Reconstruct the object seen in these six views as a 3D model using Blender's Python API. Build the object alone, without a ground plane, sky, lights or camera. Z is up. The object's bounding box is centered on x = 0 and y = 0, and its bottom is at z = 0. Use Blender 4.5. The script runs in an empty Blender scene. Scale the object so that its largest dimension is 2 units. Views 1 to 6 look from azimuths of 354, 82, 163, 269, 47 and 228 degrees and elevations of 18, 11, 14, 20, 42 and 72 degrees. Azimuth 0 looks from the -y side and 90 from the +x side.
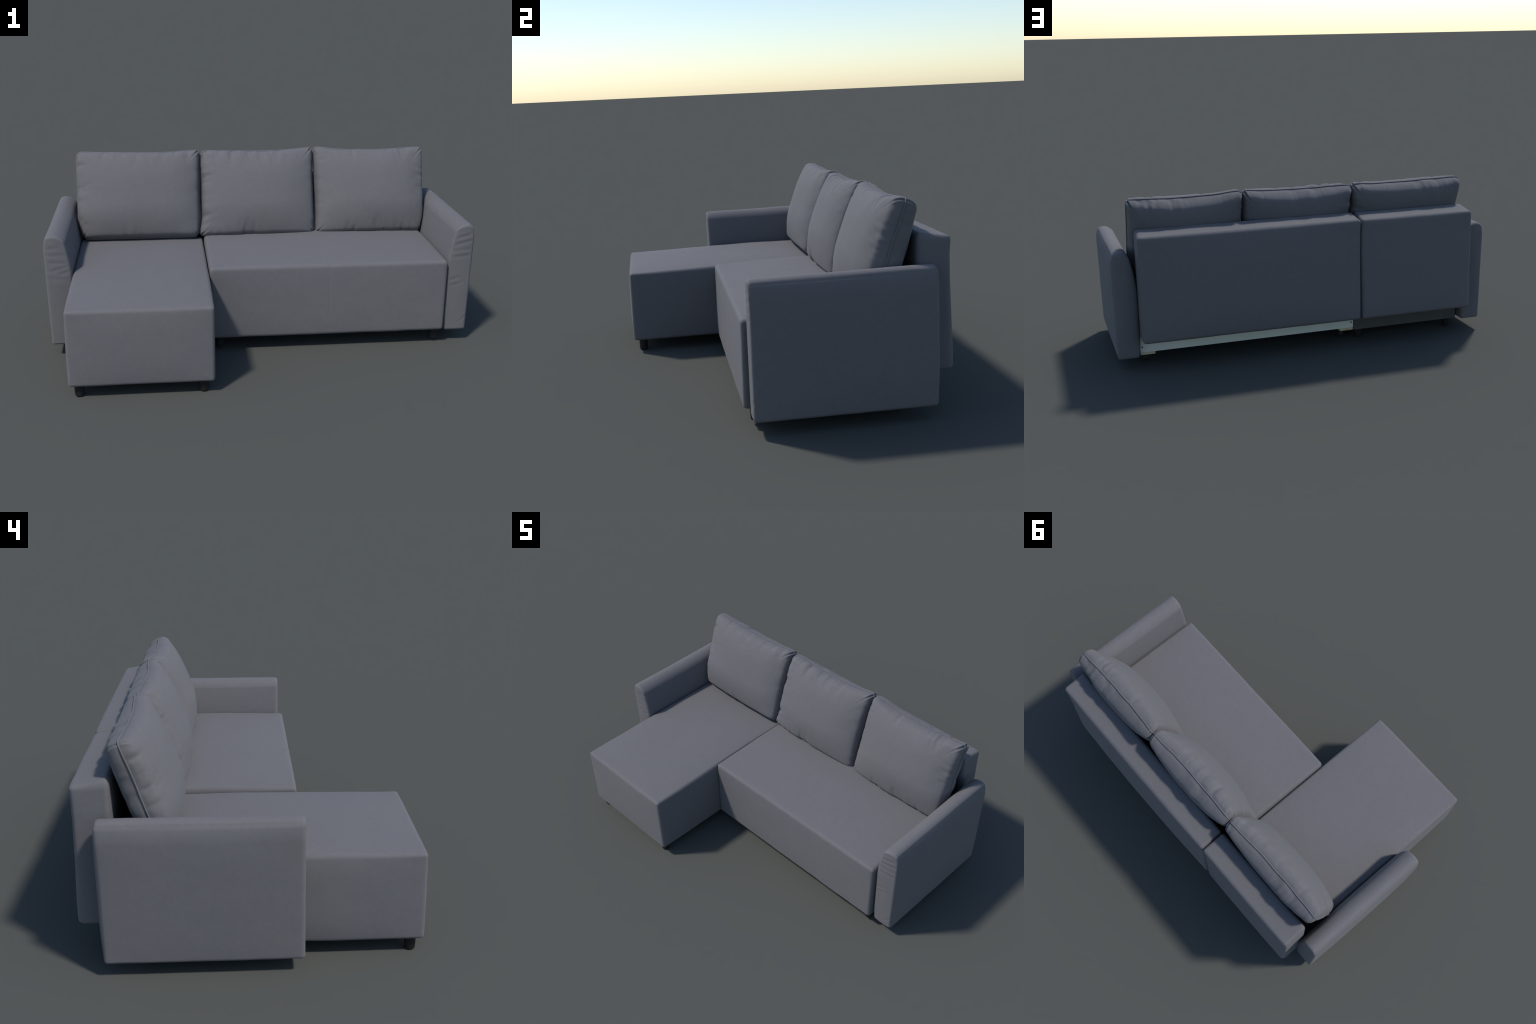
import bpy, bmesh, math, random
import numpy as np
from mathutils import Vector, noise

random.seed(7)
S = bpy.context.scene.collection


# ------------------------------------------------------------------ materials
def principled(name, rough, spec=0.3):
    m = bpy.data.materials.new(name)
    m.use_nodes = True
    nt = m.node_tree
    b = nt.nodes["Principled BSDF"]
    b.inputs["Roughness"].default_value = rough
    b.inputs["Specular IOR Level"].default_value = spec
    return m, nt, b


def fabric_material(name, base, warm, seed=0.0):
    m, nt, b = principled(name, 0.88, 0.25)
    N, L = nt.nodes, nt.links
    co = N.new("ShaderNodeTexCoord")
    mp = N.new("ShaderNodeMapping")
    mp.inputs["Location"].default_value = (seed, seed * 0.7, -seed)
    L.new(co.outputs["Object"], mp.inputs["Vector"])
    # broad, very soft tint drift
    n1 = N.new("ShaderNodeTexNoise")
    n1.inputs["Scale"].default_value = 3.2
    n1.inputs["Detail"].default_value = 3
    L.new(mp.outputs["Vector"], n1.inputs["Vector"])
    r1 = N.new("ShaderNodeValToRGB")
    r1.color_ramp.elements[0].position = 0.35
    r1.color_ramp.elements[0].color = (*base, 1)
    r1.color_ramp.elements[1].position = 0.66
    r1.color_ramp.elements[1].color = (*warm, 1)
    L.new(n1.outputs["Fac"], r1.inputs["Fac"])
    # yarn mottling
    n2 = N.new("ShaderNodeTexNoise")
    n2.inputs["Scale"].default_value = 60
    n2.inputs["Detail"].default_value = 4
    L.new(mp.outputs["Vector"], n2.inputs["Vector"])
    r2 = N.new("ShaderNodeMapRange")
    r2.inputs["From Min"].default_value = 0.3
    r2.inputs["From Max"].default_value = 0.7
    r2.inputs["To Min"].default_value = 0.965
    r2.inputs["To Max"].default_value = 1.035
    L.new(n2.outputs["Fac"], r2.inputs["Value"])
    mx = N.new("ShaderNodeMix")
    mx.data_type = "RGBA"
    mx.blend_type = "MULTIPLY"
    mx.inputs["Factor"].default_value = 1.0
    L.new(r1.outputs["Color"], mx.inputs["A"])
    L.new(r2.outputs["Result"], mx.inputs["B"])
    L.new(mx.outputs["Result"], b.inputs["Base Color"])
    # fine weave
    n3 = N.new("ShaderNodeTexNoise")
    n3.inputs["Scale"].default_value = 420
    n3.inputs["Detail"].default_value = 2
    L.new(mp.outputs["Vector"], n3.inputs["Vector"])
    bp = N.new("ShaderNodeBump")
    bp.inputs["Strength"].default_value = 0.12
    bp.inputs["Distance"].default_value = 0.001
    L.new(n3.outputs["Fac"], bp.inputs["Height"])
    L.new(bp.outputs["Normal"], b.inputs["Normal"])
    b.inputs["Sheen Weight"].default_value = 0.06
    b.inputs["Sheen Roughness"].default_value = 0.5
    return m


def plain_material(name, c0, c1, rough, scale, stretch=(1, 1, 1), metallic=0.0, spec=0.3):
    m, nt, b = principled(name, rough, spec)
    N, L = nt.nodes, nt.links
    co = N.new("ShaderNodeTexCoord")
    mp = N.new("ShaderNodeMapping")
    mp.inputs["Scale"].default_value = stretch
    L.new(co.outputs["Object"], mp.inputs["Vector"])
    n = N.new("ShaderNodeTexNoise")
    n.inputs["Scale"].default_value = scale
    n.inputs["Detail"].default_value = 4
    L.new(mp.outputs["Vector"], n.inputs["Vector"])
    r = N.new("ShaderNodeValToRGB")
    r.color_ramp.elements[0].position = 0.35
    r.color_ramp.elements[0].color = (*c0, 1)
    r.color_ramp.elements[1].position = 0.65
    r.color_ramp.elements[1].color = (*c1, 1)
    L.new(n.outputs["Fac"], r.inputs["Fac"])
    L.new(r.outputs["Color"], b.inputs["Base Color"])
    b.inputs["Metallic"].default_value = metallic
    return m


FABRIC = fabric_material("grey_fabric", (0.1338, 0.1292, 0.1352), (0.1346, 0.1294, 0.1335))
FABRIC_CUSHION = fabric_material("grey_cushion_fabric", (0.1310, 0.1265, 0.1330), (0.1325, 0.1270, 0.1300), 3.1)
BLACK_BOARD = plain_material("black_board", (0.076, 0.075, 0.072), (0.088, 0.087, 0.083), 0.8, 14)
BLACK_PLASTIC = plain_material("black_plastic", (0.012, 0.012, 0.012), (0.017, 0.017, 0.017), 0.5, 30)
RAIL_WHITE = plain_material("pale_metal", (0.64, 0.67, 0.60), (0.69, 0.71, 0.63), 0.55, 9)
WOOD = plain_material("pale_wood", (0.46, 0.40, 0.25), (0.58, 0.52, 0.36), 0.7, 12, (2, 14, 14))
SCREW_GREY = plain_material("dark_steel", (0.09, 0.09, 0.10), (0.13, 0.13, 0.14), 0.4, 60, metallic=0.6)


# ------------------------------------------------------------------ helpers
def noise_at(P, scale, seed=0.0, octaves=1):
    out = np.zeros(len(P))
    for i, p in enumerate(P):
        v = Vector((p[0] * scale + seed, p[1] * scale - seed * 1.7, p[2] * scale + seed * 0.6))
        a, s = 1.0, 0.0
        for _ in range(octaves):
            s += a * noise.noise(v)
            v = v * 2.03
            a *= 0.5
        out[i] = s
    return out


def smoothstep(a, b, x):
    t = np.clip((np.asarray(x, float) - a) / (b - a), 0, 1)
    return t * t * (3 - 2 * t)


def make_object(name, verts, faces, mat, parent, merge=1e-6):
    me = bpy.data.meshes.new(name)
    me.from_pydata([tuple(v) for v in verts], [], faces)
    bm = bmesh.new()
    bm.from_mesh(me)
    bmesh.ops.remove_doubles(bm, verts=bm.verts, dist=merge)
    bmesh.ops.dissolve_degenerate(bm, dist=1e-7, edges=bm.edges)
    bmesh.ops.recalc_face_normals(bm, faces=bm.faces)
    for f in bm.faces:
        f.smooth = True
    bm.to_mesh(me)
    bm.free()
    me.materials.append(mat)
    ob = bpy.data.objects.new(name, me)
    S.objects.link(ob)
    ob.parent = parent
    return ob


def axis_samples(lo, hi, r, step, dense=(), k=5):
    a = [lo + r * i / k for i in range(k)]
    n = max(2, int(round((hi - lo - 2 * r) / step)))
    a += [lo + r + (hi - lo - 2 * r) * i / n for i in range(n)]
    a += [hi - r + r * i / k for i in range(k + 1)]
    for c, half, n in dense:            # extra loops where a seam runs
        a = [v for v in a if abs(v - c) > half * 1.05] + list(np.linspace(c - half, c + half, n))
    return np.array(sorted(a))


def rounded_block(lo, hi, r, step, dense=((), (), ())):
    """Closed quad surface of a box with rounded edges."""
    lo, hi = np.array(lo, float), np.array(hi, float)
    step = (step,) * 3 if np.isscalar(step) else step
    ax = [axis_samples(lo[i], hi[i], r, step[i], dense[i]) for i in range(3)]
    V, F = [], []
    for a in range(3):
        b, c = (a + 1) % 3, (a + 2) % 3
        for side in (lo[a], hi[a]):
            B, C = np.meshgrid(ax[b], ax[c], indexing="ij")
            P = np.zeros((B.size, 3))
            P[:, a] = side
            P[:, b] = B.ravel()
            P[:, c] = C.ravel()
            base = sum(len(v) for v in V)
            nb, nc = B.shape
            idx = base + np.arange(nb * nc).reshape(nb, nc)
            q = np.stack([idx[:-1, :-1], idx[1:, :-1], idx[1:, 1:], idx[:-1, 1:]], -1).reshape(-1, 4)
            F += [tuple(int(i) for i in f) for f in q]
            V.append(P)
    V = np.concatenate(V)
    Q = np.clip(V, lo + r, hi - r)
    D = V - Q
    D /= np.maximum(np.linalg.norm(D, axis=1, keepdims=True), 1e-9)
    return Q + D * r, D, F


def padded_block(name, lo, hi, r, mat, parent, step=0.012, puff=(0, 0, 0), puff_lo=None, wob=0.0012, seed=0.0, extra=None, dense=((), (), ())):
    """Upholstered block: rounded box whose faces swell and ripple a little.
    puff / puff_lo: swelling of the + and - face of each axis."""
    V, D, F = rounded_block(lo, hi, r, step, dense)
    lo, hi = np.array(lo, float), np.array(hi, float)
    puff_lo = puff if puff_lo is None else puff_lo
    u = np.clip((V - (lo + hi) / 2) / ((hi - lo) / 2), -1, 1)
    P = V.copy()
    for a in range(3):
        b, c = (a + 1) % 3, (a + 2) % 3
        w = (1 - np.abs(u[:, b]) ** 3.2) * (1 - np.abs(u[:, c]) ** 3.0)
        P[:, a] += w * np.where(D[:, a] > 0, D[:, a] * puff[a], D[:, a] * puff_lo[a])
    if wob:
        P += D * (noise_at(V, 5.0, seed, 2) * wob + noise_at(V, 17.0, seed + 9) * wob * 0.4)[:, None]
    if extra:
        P = extra(P, D, V)
    return make_object(name, P, F, mat, parent)


def simple_block(name, lo, hi, mat, parent, r=0.002):
    V, D, F = rounded_block(lo, hi, r, 10.0)
    return make_object(name, V, F, mat, parent)


def turned(name, profile, centre, mat, parent, n=28):
    V, F = [], []
    for r, z in profile:
        for i in range(n):
            t = 2 * math.pi * i / n
            V.append((centre[0] + r * math.cos(t), centre[1] + r * math.sin(t), centre[2] + z))
    m = len(profile)
    for j in range(m - 1):
        for i in range(n):
            k = (i + 1) % n
            F.append((j * n + i, j * n + k, (j + 1) * n + k, (j + 1) * n + i))
    F.append(tuple(range(n))[::-1])
    F.append(tuple((m - 1) * n + i for i in range(n)))
    ob = make_object(name, V, F, mat, parent)
    ob.data.set_sharp_from_angle(angle=math.radians(50))
    return ob


def groove(x, x0, width, depth):
    return -depth * np.exp(-((x - x0) / width) ** 2)


# ------------------------------------------------------------------ the sofa
sofa = bpy.data.objects.new("corner_sofa", None)
S.objects.link(sofa)
sofa["label"] = "grey fabric corner sofa with chaise and three loose back cushions"
sofa["category"] = "sofa"

# ---- long seat
def seat_detail(P, D, V):
    # joining seam of the cover at x = 0.303, over the front and the top edge
    front = np.clip(-D[:, 1], 0, 1)
    top = np.clip(D[:, 2], 0, 1) * smoothstep(0.30, -0.20, V[:, 1])
    d = groove(V[:, 0], 0.303, 0.0030, 0.0006)
    P[:, 1] -= d * front
    P[:, 2] += d * top * 0.6
    # soft crown toward the cushions
    P[:, 2] += np.clip(D[:, 2], 0, 1) * 0.009 * smoothstep(-0.2, 0.2, V[:, 1])
    # front leans in slightly at the top
    P[:, 1] += np.clip(-D[:, 1], 0, 1) * 0.004 * smoothstep(0.07, 0.41, V[:, 2])
    return P


padded_block("seat", (-0.2535, -0.209, 0.068), (0.866, 0.400, 0.417), 0.017, FABRIC, sofa, 0.008,
             puff=(0.001, 0, 0.011), puff_lo=(0.0, 0.005, 0), seed=1.3, extra=seat_detail,
             dense=([(0.303, 0.012, 25)], (), ()))

# ---- chaise
def chaise_detail(P, D, V):
    # the lid rises a little toward the back cushions
    P[:, 2] += np.clip(D[:, 2], 0, 1) * 0.011 * smoothstep(-0.60, 0.15, V[:, 1])
    return P


padded_block("chaise", (-0.870, -0.622, 0.055), (-0.2575, 0.330, 0.395), 0.014, FABRIC, sofa, 0.008,
             puff=(0.007, 0, 0.015), puff_lo=(0.011, 0.009, 0), seed=4.1, extra=chaise_detail)

# ---- backrests
def backrest_detail(P, D, V):
    # top slopes up to the front, a few mm
    P[:, 2] += np.clip(D[:, 2], 0, 1) * 0.016 * smoothstep(0.605, 0.47, V[:, 1])
    # padding settles: the lower part of the rear stands out further than the upper
    P[:, 1] += np.clip(D[:, 1], 0, 1) * (0.007 * smoothstep(0.42, 0.17, V[:, 2]) - 0.004 * smoothstep(0.35, 0.55, V[:, 2])
                                         * smoothstep(0.67, 0.6, V[:, 2]))
    return P


padded_block("backrest", (-0.252, 0.472, 0.154), (0.869, 0.606, 0.680), 0.017, FABRIC, sofa, 0.010,
             puff=(0.001, 0.022, 0.001), puff_lo=(0.0, 0.002, 0), seed=7.7, extra=backrest_detail)
padded_block("backrest", (-0.872, 0.470, 0.152), (-0.2565, 0.606, 0.678), 0.017, FABRIC, sofa, 0.010,
             puff=(0.001, 0.012, 0.001), puff_lo=(0.002, 0.002, 0), seed=12.7, extra=backrest_detail)


# ---- armrests: padded slabs whose top flares outward and rolls over to the inside
def armrest(sign, seed, folds):
    x0, x1, y0, y1, z0, z1 = 0.870, 0.993, -0.182, 0.514, 0.056, 0.589 if sign > 0 else 0.584

    def shape(P, D, V):
        fx = np.clip((V[:, 0] - x0) / (x1 - x0), 0, 1)
        fy = np.clip((V[:, 1] - y0) / (y1 - y0), 0, 1)
        high = np.clip((V[:, 2] - 0.42) / (z1 - 0.42), 0, 1) ** 2
        drop = 0.030 * (1 - fx) ** 4.0 + 0.016 * fx ** 6
        P[:, 2] -= high * drop
        z = P[:, 2]
        lean_in = 0.027 * np.clip((z - 0.37) / 0.18, 0, 1.3) ** 1.7
        foot_in = 0.006 * smoothstep(0.14, 0.06, z)
        P[:, 0] += (1 - fx) * (lean_in + foot_in)
        P[:, 0] -= fx * 0.011 * np.clip((0.56 - z) / 0.50, 0, 1)
        P[:, 0] -= fx * 0.006 * np.clip((z - 0.51) / 0.05, 0, 1.2) ** 2      # soft outer shoulder
        # ends: gathered fabric on the front, soft padding
        cap = np.clip(-D[:, 1], 0, 1)
        P[:, 1] -= cap * 0.004 * (1 - (2 * fx - 1) ** 2)
        dy = np.zeros(len(P))
        for zc, tilt, xa, xb, w, amp in folds:
            dz = P[:, 2] - (zc + tilt * (P[:, 0] - 0.932))
            along = smoothstep(xa - 0.020, xa + 0.020, P[:, 0]) * smoothstep(xb + 0.020, xb - 0.020, P[:, 0])
            dy += 0.32 * amp * along * (np.exp(-(dz / w) ** 2) - 0.6 * np.exp(-((dz - 1.9 * w) / (1.3 * w)) ** 2))
        P[:, 1] += cap * dy
        P[:, 2] += np.clip(D[:, 2], 0, 1) * 0.005 * smoothstep(0.3, 1.0, fy)
        return P

    ob = padded_block("armrest", (x0, y0, z0), (x1, y1, z1), 0.013, FABRIC, sofa, (0.004, 0.012, 0.004),
                      puff=(0.008, 0.010, 0.003), puff_lo=(0.001, 0.0, 0), wob=0.0012, seed=seed, extra=shape)
    if sign < 0:
        me = ob.data
        for v in me.vertices:
            v.co.x = -v.co.x
        me.flip_normals()
    return ob


armrest(1, 2.2, [(0.528, 0.30, 0.905, 0.965, 0.008, 0.0035), (0.497, 0.25, 0.90, 0.985, 0.008, 0.0045),
                 (0.462, 0.12, 0.895, 0.975, 0.009, 0.003), (0.432, 0.08, 0.895, 0.97, 0.009, 0.0045),
                 (0.33, 0.35, 0.88, 0.925, 0.008, 0.003), (0.297, 0.25, 0.885, 0.94, 0.008, 0.0035),
                 (0.09, 0.9, 0.945, 0.985, 0.008, 0.003)])
armrest(-1, 6.4, [(0.525, -0.1, 0.93, 0.975, 0.010, 0.0035), (0.492, 0.0, 0.90, 0.985, 0.008, 0.0025),
                  (0.455, 0.05, 0.90, 0.975, 0.009, 0.003), (0.425, -0.25, 0.89, 0.965, 0.008, 0.003),
                  (0.40, -0.3, 0.885, 0.93, 0.008, 0.004), (0.378, 0.1, 0.90, 0.98, 0.010, 0.0025)])


# ---- loose back cushions
LEAN = math.radians(18.8)
UP = np.array([0, math.sin(LEAN), math.cos(LEAN)])
OUT = np.array([0, -math.cos(LEAN), math.sin(LEAN)])


def cushion(x0, x1, top_l, top_r, seed, depth, tuck_l, tuck_r, floor=0.417, centre_y=0.357, seam_bottom=0.418):
    """Boxed pillow: two swollen panels that meet in a piped seam round the middle."""
    zc = 0.625
    hx = (x1 - x0) / 2
    cx = (x0 + x1) / 2
    top = 0.821
    hw = (top - seam_bottom) / 2 / math.cos(LEAN)
    zc = (top + seam_bottom) / 2
    yc = centre_y + (zc - 0.62) * math.tan(LEAN)
    nu, nw, nb = 96, 76, 16

    def line(n):
        inner = np.linspace(-0.86, 0.86, n)
        e = np.linspace(0, 1, nb)[1:]
        return np.concatenate([-0.86 - 0.14 * e[::-1], inner, 0.86 + 0.14 * e])

    def split(a, half, inset):
        """parameter -> (coordinate along the panel in m, drop 0..1 over the rounded edge)"""
        s = np.abs(a)
        t = np.clip((s - 0.86) / 0.14, 0, 1) * math.pi / 2
        flat = (half - inset) * np.minimum(s, 0.86) / 0.86
        p = 2 / 2.6
        c = flat + inset * np.sin(t) ** p
        d = np.where(s > 0.86, 1 - np.clip(np.cos(t), 0, 1) ** p, 0.0)
        d = np.where(s >= 1 - 1e-9, 1.0, d)
        return np.sign(a) * c, d

    A, B = np.meshgrid(line(nu), line(nw), indexing="ij")
    Vs, Fs = [], []
    seam_pts = None
    for side, (edge, centre_t) in ((1, (0.032, depth[0])), (-1, (0.042, depth[1]))):
        cxs, dx = split(A, hx, 0.024)
        cws, dw = split(B, hw, 0.026)
        un, wn = cxs / hx, cws / hw
        # round the outline at its corners
        p = 18
        mxm = np.maximum(np.abs(un), np.abs(wn))
        rad = (np.abs(un) ** p + np.abs(wn) ** p + 1e-12) ** (1 / p)
        k = np.where(mxm > 1e-4, mxm / rad, 1)
        k = 1 - (1 - k) * mxm ** 12
        X, W = cxs * k, cws * k
        near_x = hx - np.abs(X)
        near_w = hw - np.abs(W)
        belly = (np.clip(1 - np.abs(un) ** 2.5, 0, 1) * np.clip(1 - np.abs(wn) ** np.where((wn < 0) & (side == 1), 3.0, 2.6), 0, 1)) ** 0.62
        # fuller below the middle on the front, and deeper along the middle of the top seam
        belly = belly * (1 - 0.07 * wn * (1 if side == 1 else -0.4))
        box = edge + 0.004 * (1 - un ** 4) * smoothstep(0.2, 1.0, wn)
        if side == 1:                       # the front rolls under at the bottom
            box = box - 0.004 * smoothstep(-0.2, -0.9, wn)
            belly = belly * (1 - 0.12 * smoothstep(-0.2, -0.9, wn))
        T = box * (1 - dx) * (1 - dw) + (centre_t - edge) * belly * (1 - np.maximum(dx, dw))
        T = np.maximum(T, 0)
        # distance from the seam over the surface, and the pucker field along it
        arc = np.minimum(near_x, near_w) + T * np.clip(np.maximum(dx, dw) * 3, 0, 1) * 0.5
        pull = np.zeros(X.size)
        wx = 1 / (near_x.ravel() + 0.004) ** 3
        ww = 1 / (near_w.ravel() + 0.004) ** 3
        wx = wx / (wx + ww)
        Xr, Wr, Ar = X.ravel(), W.ravel(), arc.ravel()
        for i in range(X.size):
            a = Ar[i]
            if a > 0.13:
                continue
            f = 0.0
            for sv, wt in ((Wr[i] + (3.0 if Xr[i] > 0 else -3.0), wx[i]), (Xr[i] + (7.0 if Wr[i] > 0 else -7.0), 1 - wx[i])):
                if wt < 0.03:
                    continue
                g1 = noise.noise(Vector((sv * 21 + a * 9, seed + 3.3 * side, a * 4)))
                g2 = noise.noise(Vector((sv * 47 - a * 12, seed + 8.1 * side, a * 7)))
                g0 = noise.noise(Vector((sv * 6, seed * 1.7 + side, 0.4)))
                v = g1 + 0.5 * g2
                v = -abs(v) * 1.3 + 0.25 if v < 0 else 0.25 + 0.5 * v       # sharp valleys, soft crests
                f += wt * v * min(1.5, max(0.15, 0.85 + 1.5 * g0))
            pull[i] = f
        pull = pull.reshape(X.shape)
        pull = pull * np.exp(-(arc / 0.060) ** 2) * smoothstep(0.0, 0.012, arc) * (0.72 + 0.28 * smoothstep(-0.2, 0.9, wn)) * 0.0070
        # boxed corners: a sewn dart makes a short sharp crease along each corner ridge
        diag = np.abs(near_x - near_w)
        corner = np.exp(-(np.maximum(near_x, near_w) / 0.040) ** 2)
        amp = np.where((un > 0) & (wn > 0), 1.5, 0.8)
        pull = pull + amp * corner * smoothstep(0.0, 0.010, arc) * (0.0032 * np.exp(-((diag - 0.011) / 0.007) ** 2)
                                                               - 0.0045 * np.exp(-(diag / 0.0045) ** 2))
        # broad, lazy dents in the filling
        nz = np.zeros(X.size)
        for i, (xv, wv) in enumerate(zip(X.ravel(), W.ravel())):
            nz[i] = noise.noise(Vector((xv * 5, wv * 5, seed + side))) + 0.25 * noise.noise(Vector((xv * 13, wv * 13, seed - side)))
        T = T + nz.reshape(X.shape) * 0.0035 * (1 - np.maximum(dx, dw))
        T = np.where((dx >= 1) | (dw >= 1), 0.0, T)
        # top edge sags between the corners, which stand up by their own amounts
        lift = np.where(un < 0, top_l, top_r) * np.abs(un) ** 2.5
        upw = smoothstep(0.0, 1.0, wn)
        Wl = W + lift * upw
        wav = np.array([noise.noise(Vector((x * 9, seed, 1.5))) for x in X[:, 0]])
        Wl = Wl + (wav[:, None] * 0.003) * upw
        # sides draw in a touch half way up
        Xl = X - np.sign(X) * 0.004 * np.abs(un) ** 4 * (1 - wn ** 2)
        # lower corners are tucked in
        Xl = Xl - np.sign(X) * np.where(un < 0, tuck_l, tuck_r) * np.abs(un) ** 6 * smoothstep(-0.45, -1.0, wn)
        # the seam itself wanders between the two panels and bows with the filling
        rim = np.maximum(np.abs(un), np.abs(wn)) ** 14
        wan = np.array([noise.noise(Vector((x * 8, seed + 5, 0.2))) for x in Xl[:, -1]])[:, None] * 0.006
        wan2 = np.array([noise.noise(Vector((w * 8, seed + 9, 0.7))) for w in Wl[-1, :]])[None, :] * 0.006
        slide = rim * ((wan + 0.006 * (1 - un ** 2)) * smoothstep(0.5, 1.0, np.abs(wn)) + wan2 * smoothstep(0.8, 1.0, np.abs(un)))
        P = (np.array([cx, yc, zc]) + Xl[..., None] * np.array([1.0, 0, 0]) + Wl[..., None] * UP
             + (side * T + slide)[..., None] * OUT)
        # gathers push the cloth in and out along its own normal
        Nn = np.cross(np.gradient(P, axis=0), np.gradient(P, axis=1))
        Nn /= np.maximum(np.linalg.norm(Nn, axis=2, keepdims=True), 1e-12)
        Nn *= np.where((Nn * (P - np.array([cx, yc, zc]))).sum(2) < 0, -1.0, 1.0)[..., None]
        P = P + Nn * pull[..., None]
        # resting on the seat: the underside flattens
        low = floor + 0.012 - P[..., 2]
        P[..., 2] = np.where(low > 0, floor + 0.012 * np.exp(-np.clip(low, 0, 1) / 0.012), P[..., 2])
        # never pushes through the backrest
        wall = 0.470
        P[..., 1] = np.where(P[..., 2] < 0.69, np.minimum(P[..., 1], wall), P[..., 1])
        n0, n1 = P.shape[:2]
        base = sum(len(v) for v in Vs)
        idx = base + np.arange(n0 * n1).reshape(n0, n1)
        q = np.stack([idx[:-1, :-1], idx[1:, :-1], idx[1:, 1:], idx[:-1, 1:]], -1).reshape(-1, 4)
        Fs += [tuple(int(i) for i in f) for f in q]
        Vs.append(P.reshape(-1, 3))
        if side == 1:
            seam_pts = np.concatenate([P[:, -1], P[-1, ::-1][1:], P[::-1, 0][1:], P[0, :][1:-1]])
    body = make_object("cushion", np.concatenate(Vs), Fs, FABRIC_CUSHION, sofa, merge=2e-5)

    # piping cord sewn into the seam
    keep = [seam_pts[0]]
    for pnt in seam_pts[1:]:
        if np.linalg.norm(pnt - keep[-1]) > 0.004:
            keep.append(pnt)
    K = np.array(keep)
    for _ in range(2):
        K = (np.roll(K, 1, 0) + 2 * K + np.roll(K, -1, 0)) / 4
    ctr = K.mean(0)
    Tn = np.roll(K, -1, 0) - np.roll(K, 1, 0)
    Tn /= np.linalg.norm(Tn, axis=1, keepdims=True)
    nrm = np.cross(Tn, OUT)
    nrm /= np.linalg.norm(nrm, axis=1, keepdims=True)
    flip = np.sign(((K - ctr) * nrm).sum(1))[:, None]
    nrm = nrm * flip
    bi = np.cross(Tn, nrm)
    V, F, m = [], [], 8
    for i in range(len(K)):
        c = K[i] + nrm[i] * 0.0018
        for j in range(m):
            a = 2 * math.pi * j / m
            V.append(c + 0.0033 * (nrm[i] * math.cos(a) + bi[i] * math.sin(a)))
    n = len(K)
    for i in range(n):
        for j in range(m):
            F.append((i * m + j, i * m + (j + 1) % m, ((i + 1) % n) * m + (j + 1) % m, ((i + 1) % n) * m + j))
    make_object("piping", V, F, FABRIC_CUSHION, body)
    return body


cushion(-0.880, -0.266, 0.012, 0.012, 11.0, (0.096, 0.089), 0.022, 0.012, floor=0.408)
cushion(-0.262, 0.313, 0.010, 0.020, 23.0, (0.100, 0.102), -0.012, 0.0)
cushion(0.319, 0.890, 0.022, 0.010, 37.0, (0.099, 0.105), 0.0, 0.020)

# ---- hidden carcass, seen through the gap behind the cushions and from the rear
simple_block("storage_frame", (-0.864, 0.300, 0.053), (-0.2625, 0.4705, 0.330), BLACK_BOARD, sofa)
simple_block("bed_frame", (-0.2595, 0.380, 0.085), (0.864, 0.4575, 0.330), BLACK_BOARD, sofa)
simple_block("metal_rail", (-0.2610, 0.4585, 0.068), (0.869, 0.4705, 0.168), RAIL_WHITE, sofa, 0.0015)
for xa, xb in ((0.794, 0.868), (-0.260, -0.187)):
    simple_block("wooden_block", (xa, 0.370, 0.054), (xb, 0.469, 0.0675), WOOD, sofa)
for x, z in ((0.859, 0.096), (-0.250, 0.098)):
    ob = turned("screw", [(0.0045, 0.0), (0.0045, 0.002), (0.003, 0.003)], (0, 0, 0), SCREW_GREY, sofa, 16)
    ob.rotation_euler = (-math.pi / 2, 0, 0)
    ob.location = (x, 0.4700, z)

# ---- legs and castors
LEG = [(0.0165, 0.0), (0.0190, 0.002), (0.0200, 0.006), (0.0215, 0.066)]
first = None
for x, y in ((-0.828, -0.578), (-0.304, -0.578), (-0.830, 0.424), (-0.307, 0.424), (0.830, -0.160), (-0.208, -0.160)):
    if first is None:
        first = turned("leg", LEG, (0, 0, 0), BLACK_PLASTIC, sofa)
        first.location = (x, y, 0)
    else:
        o = first.copy()
        o.location = (x, y, 0.016 if y == -0.160 else 0)
        S.objects.link(o)
for x, y in ((0.835, 0.40), (-0.215, 0.40)):
    w = turned("castor", [(0.016, -0.011), (0.0185, -0.008), (0.0185, 0.008), (0.016, 0.011)], (0, 0, 0), BLACK_PLASTIC, sofa)
    w.rotation_euler = (0, math.pi / 2, 0)
    w.location = (x, y, 0.0185)
    simple_block("castor_fork", (x - 0.014, y - 0.010, 0.024), (x + 0.014, y + 0.010, 0.0555), BLACK_PLASTIC, sofa)
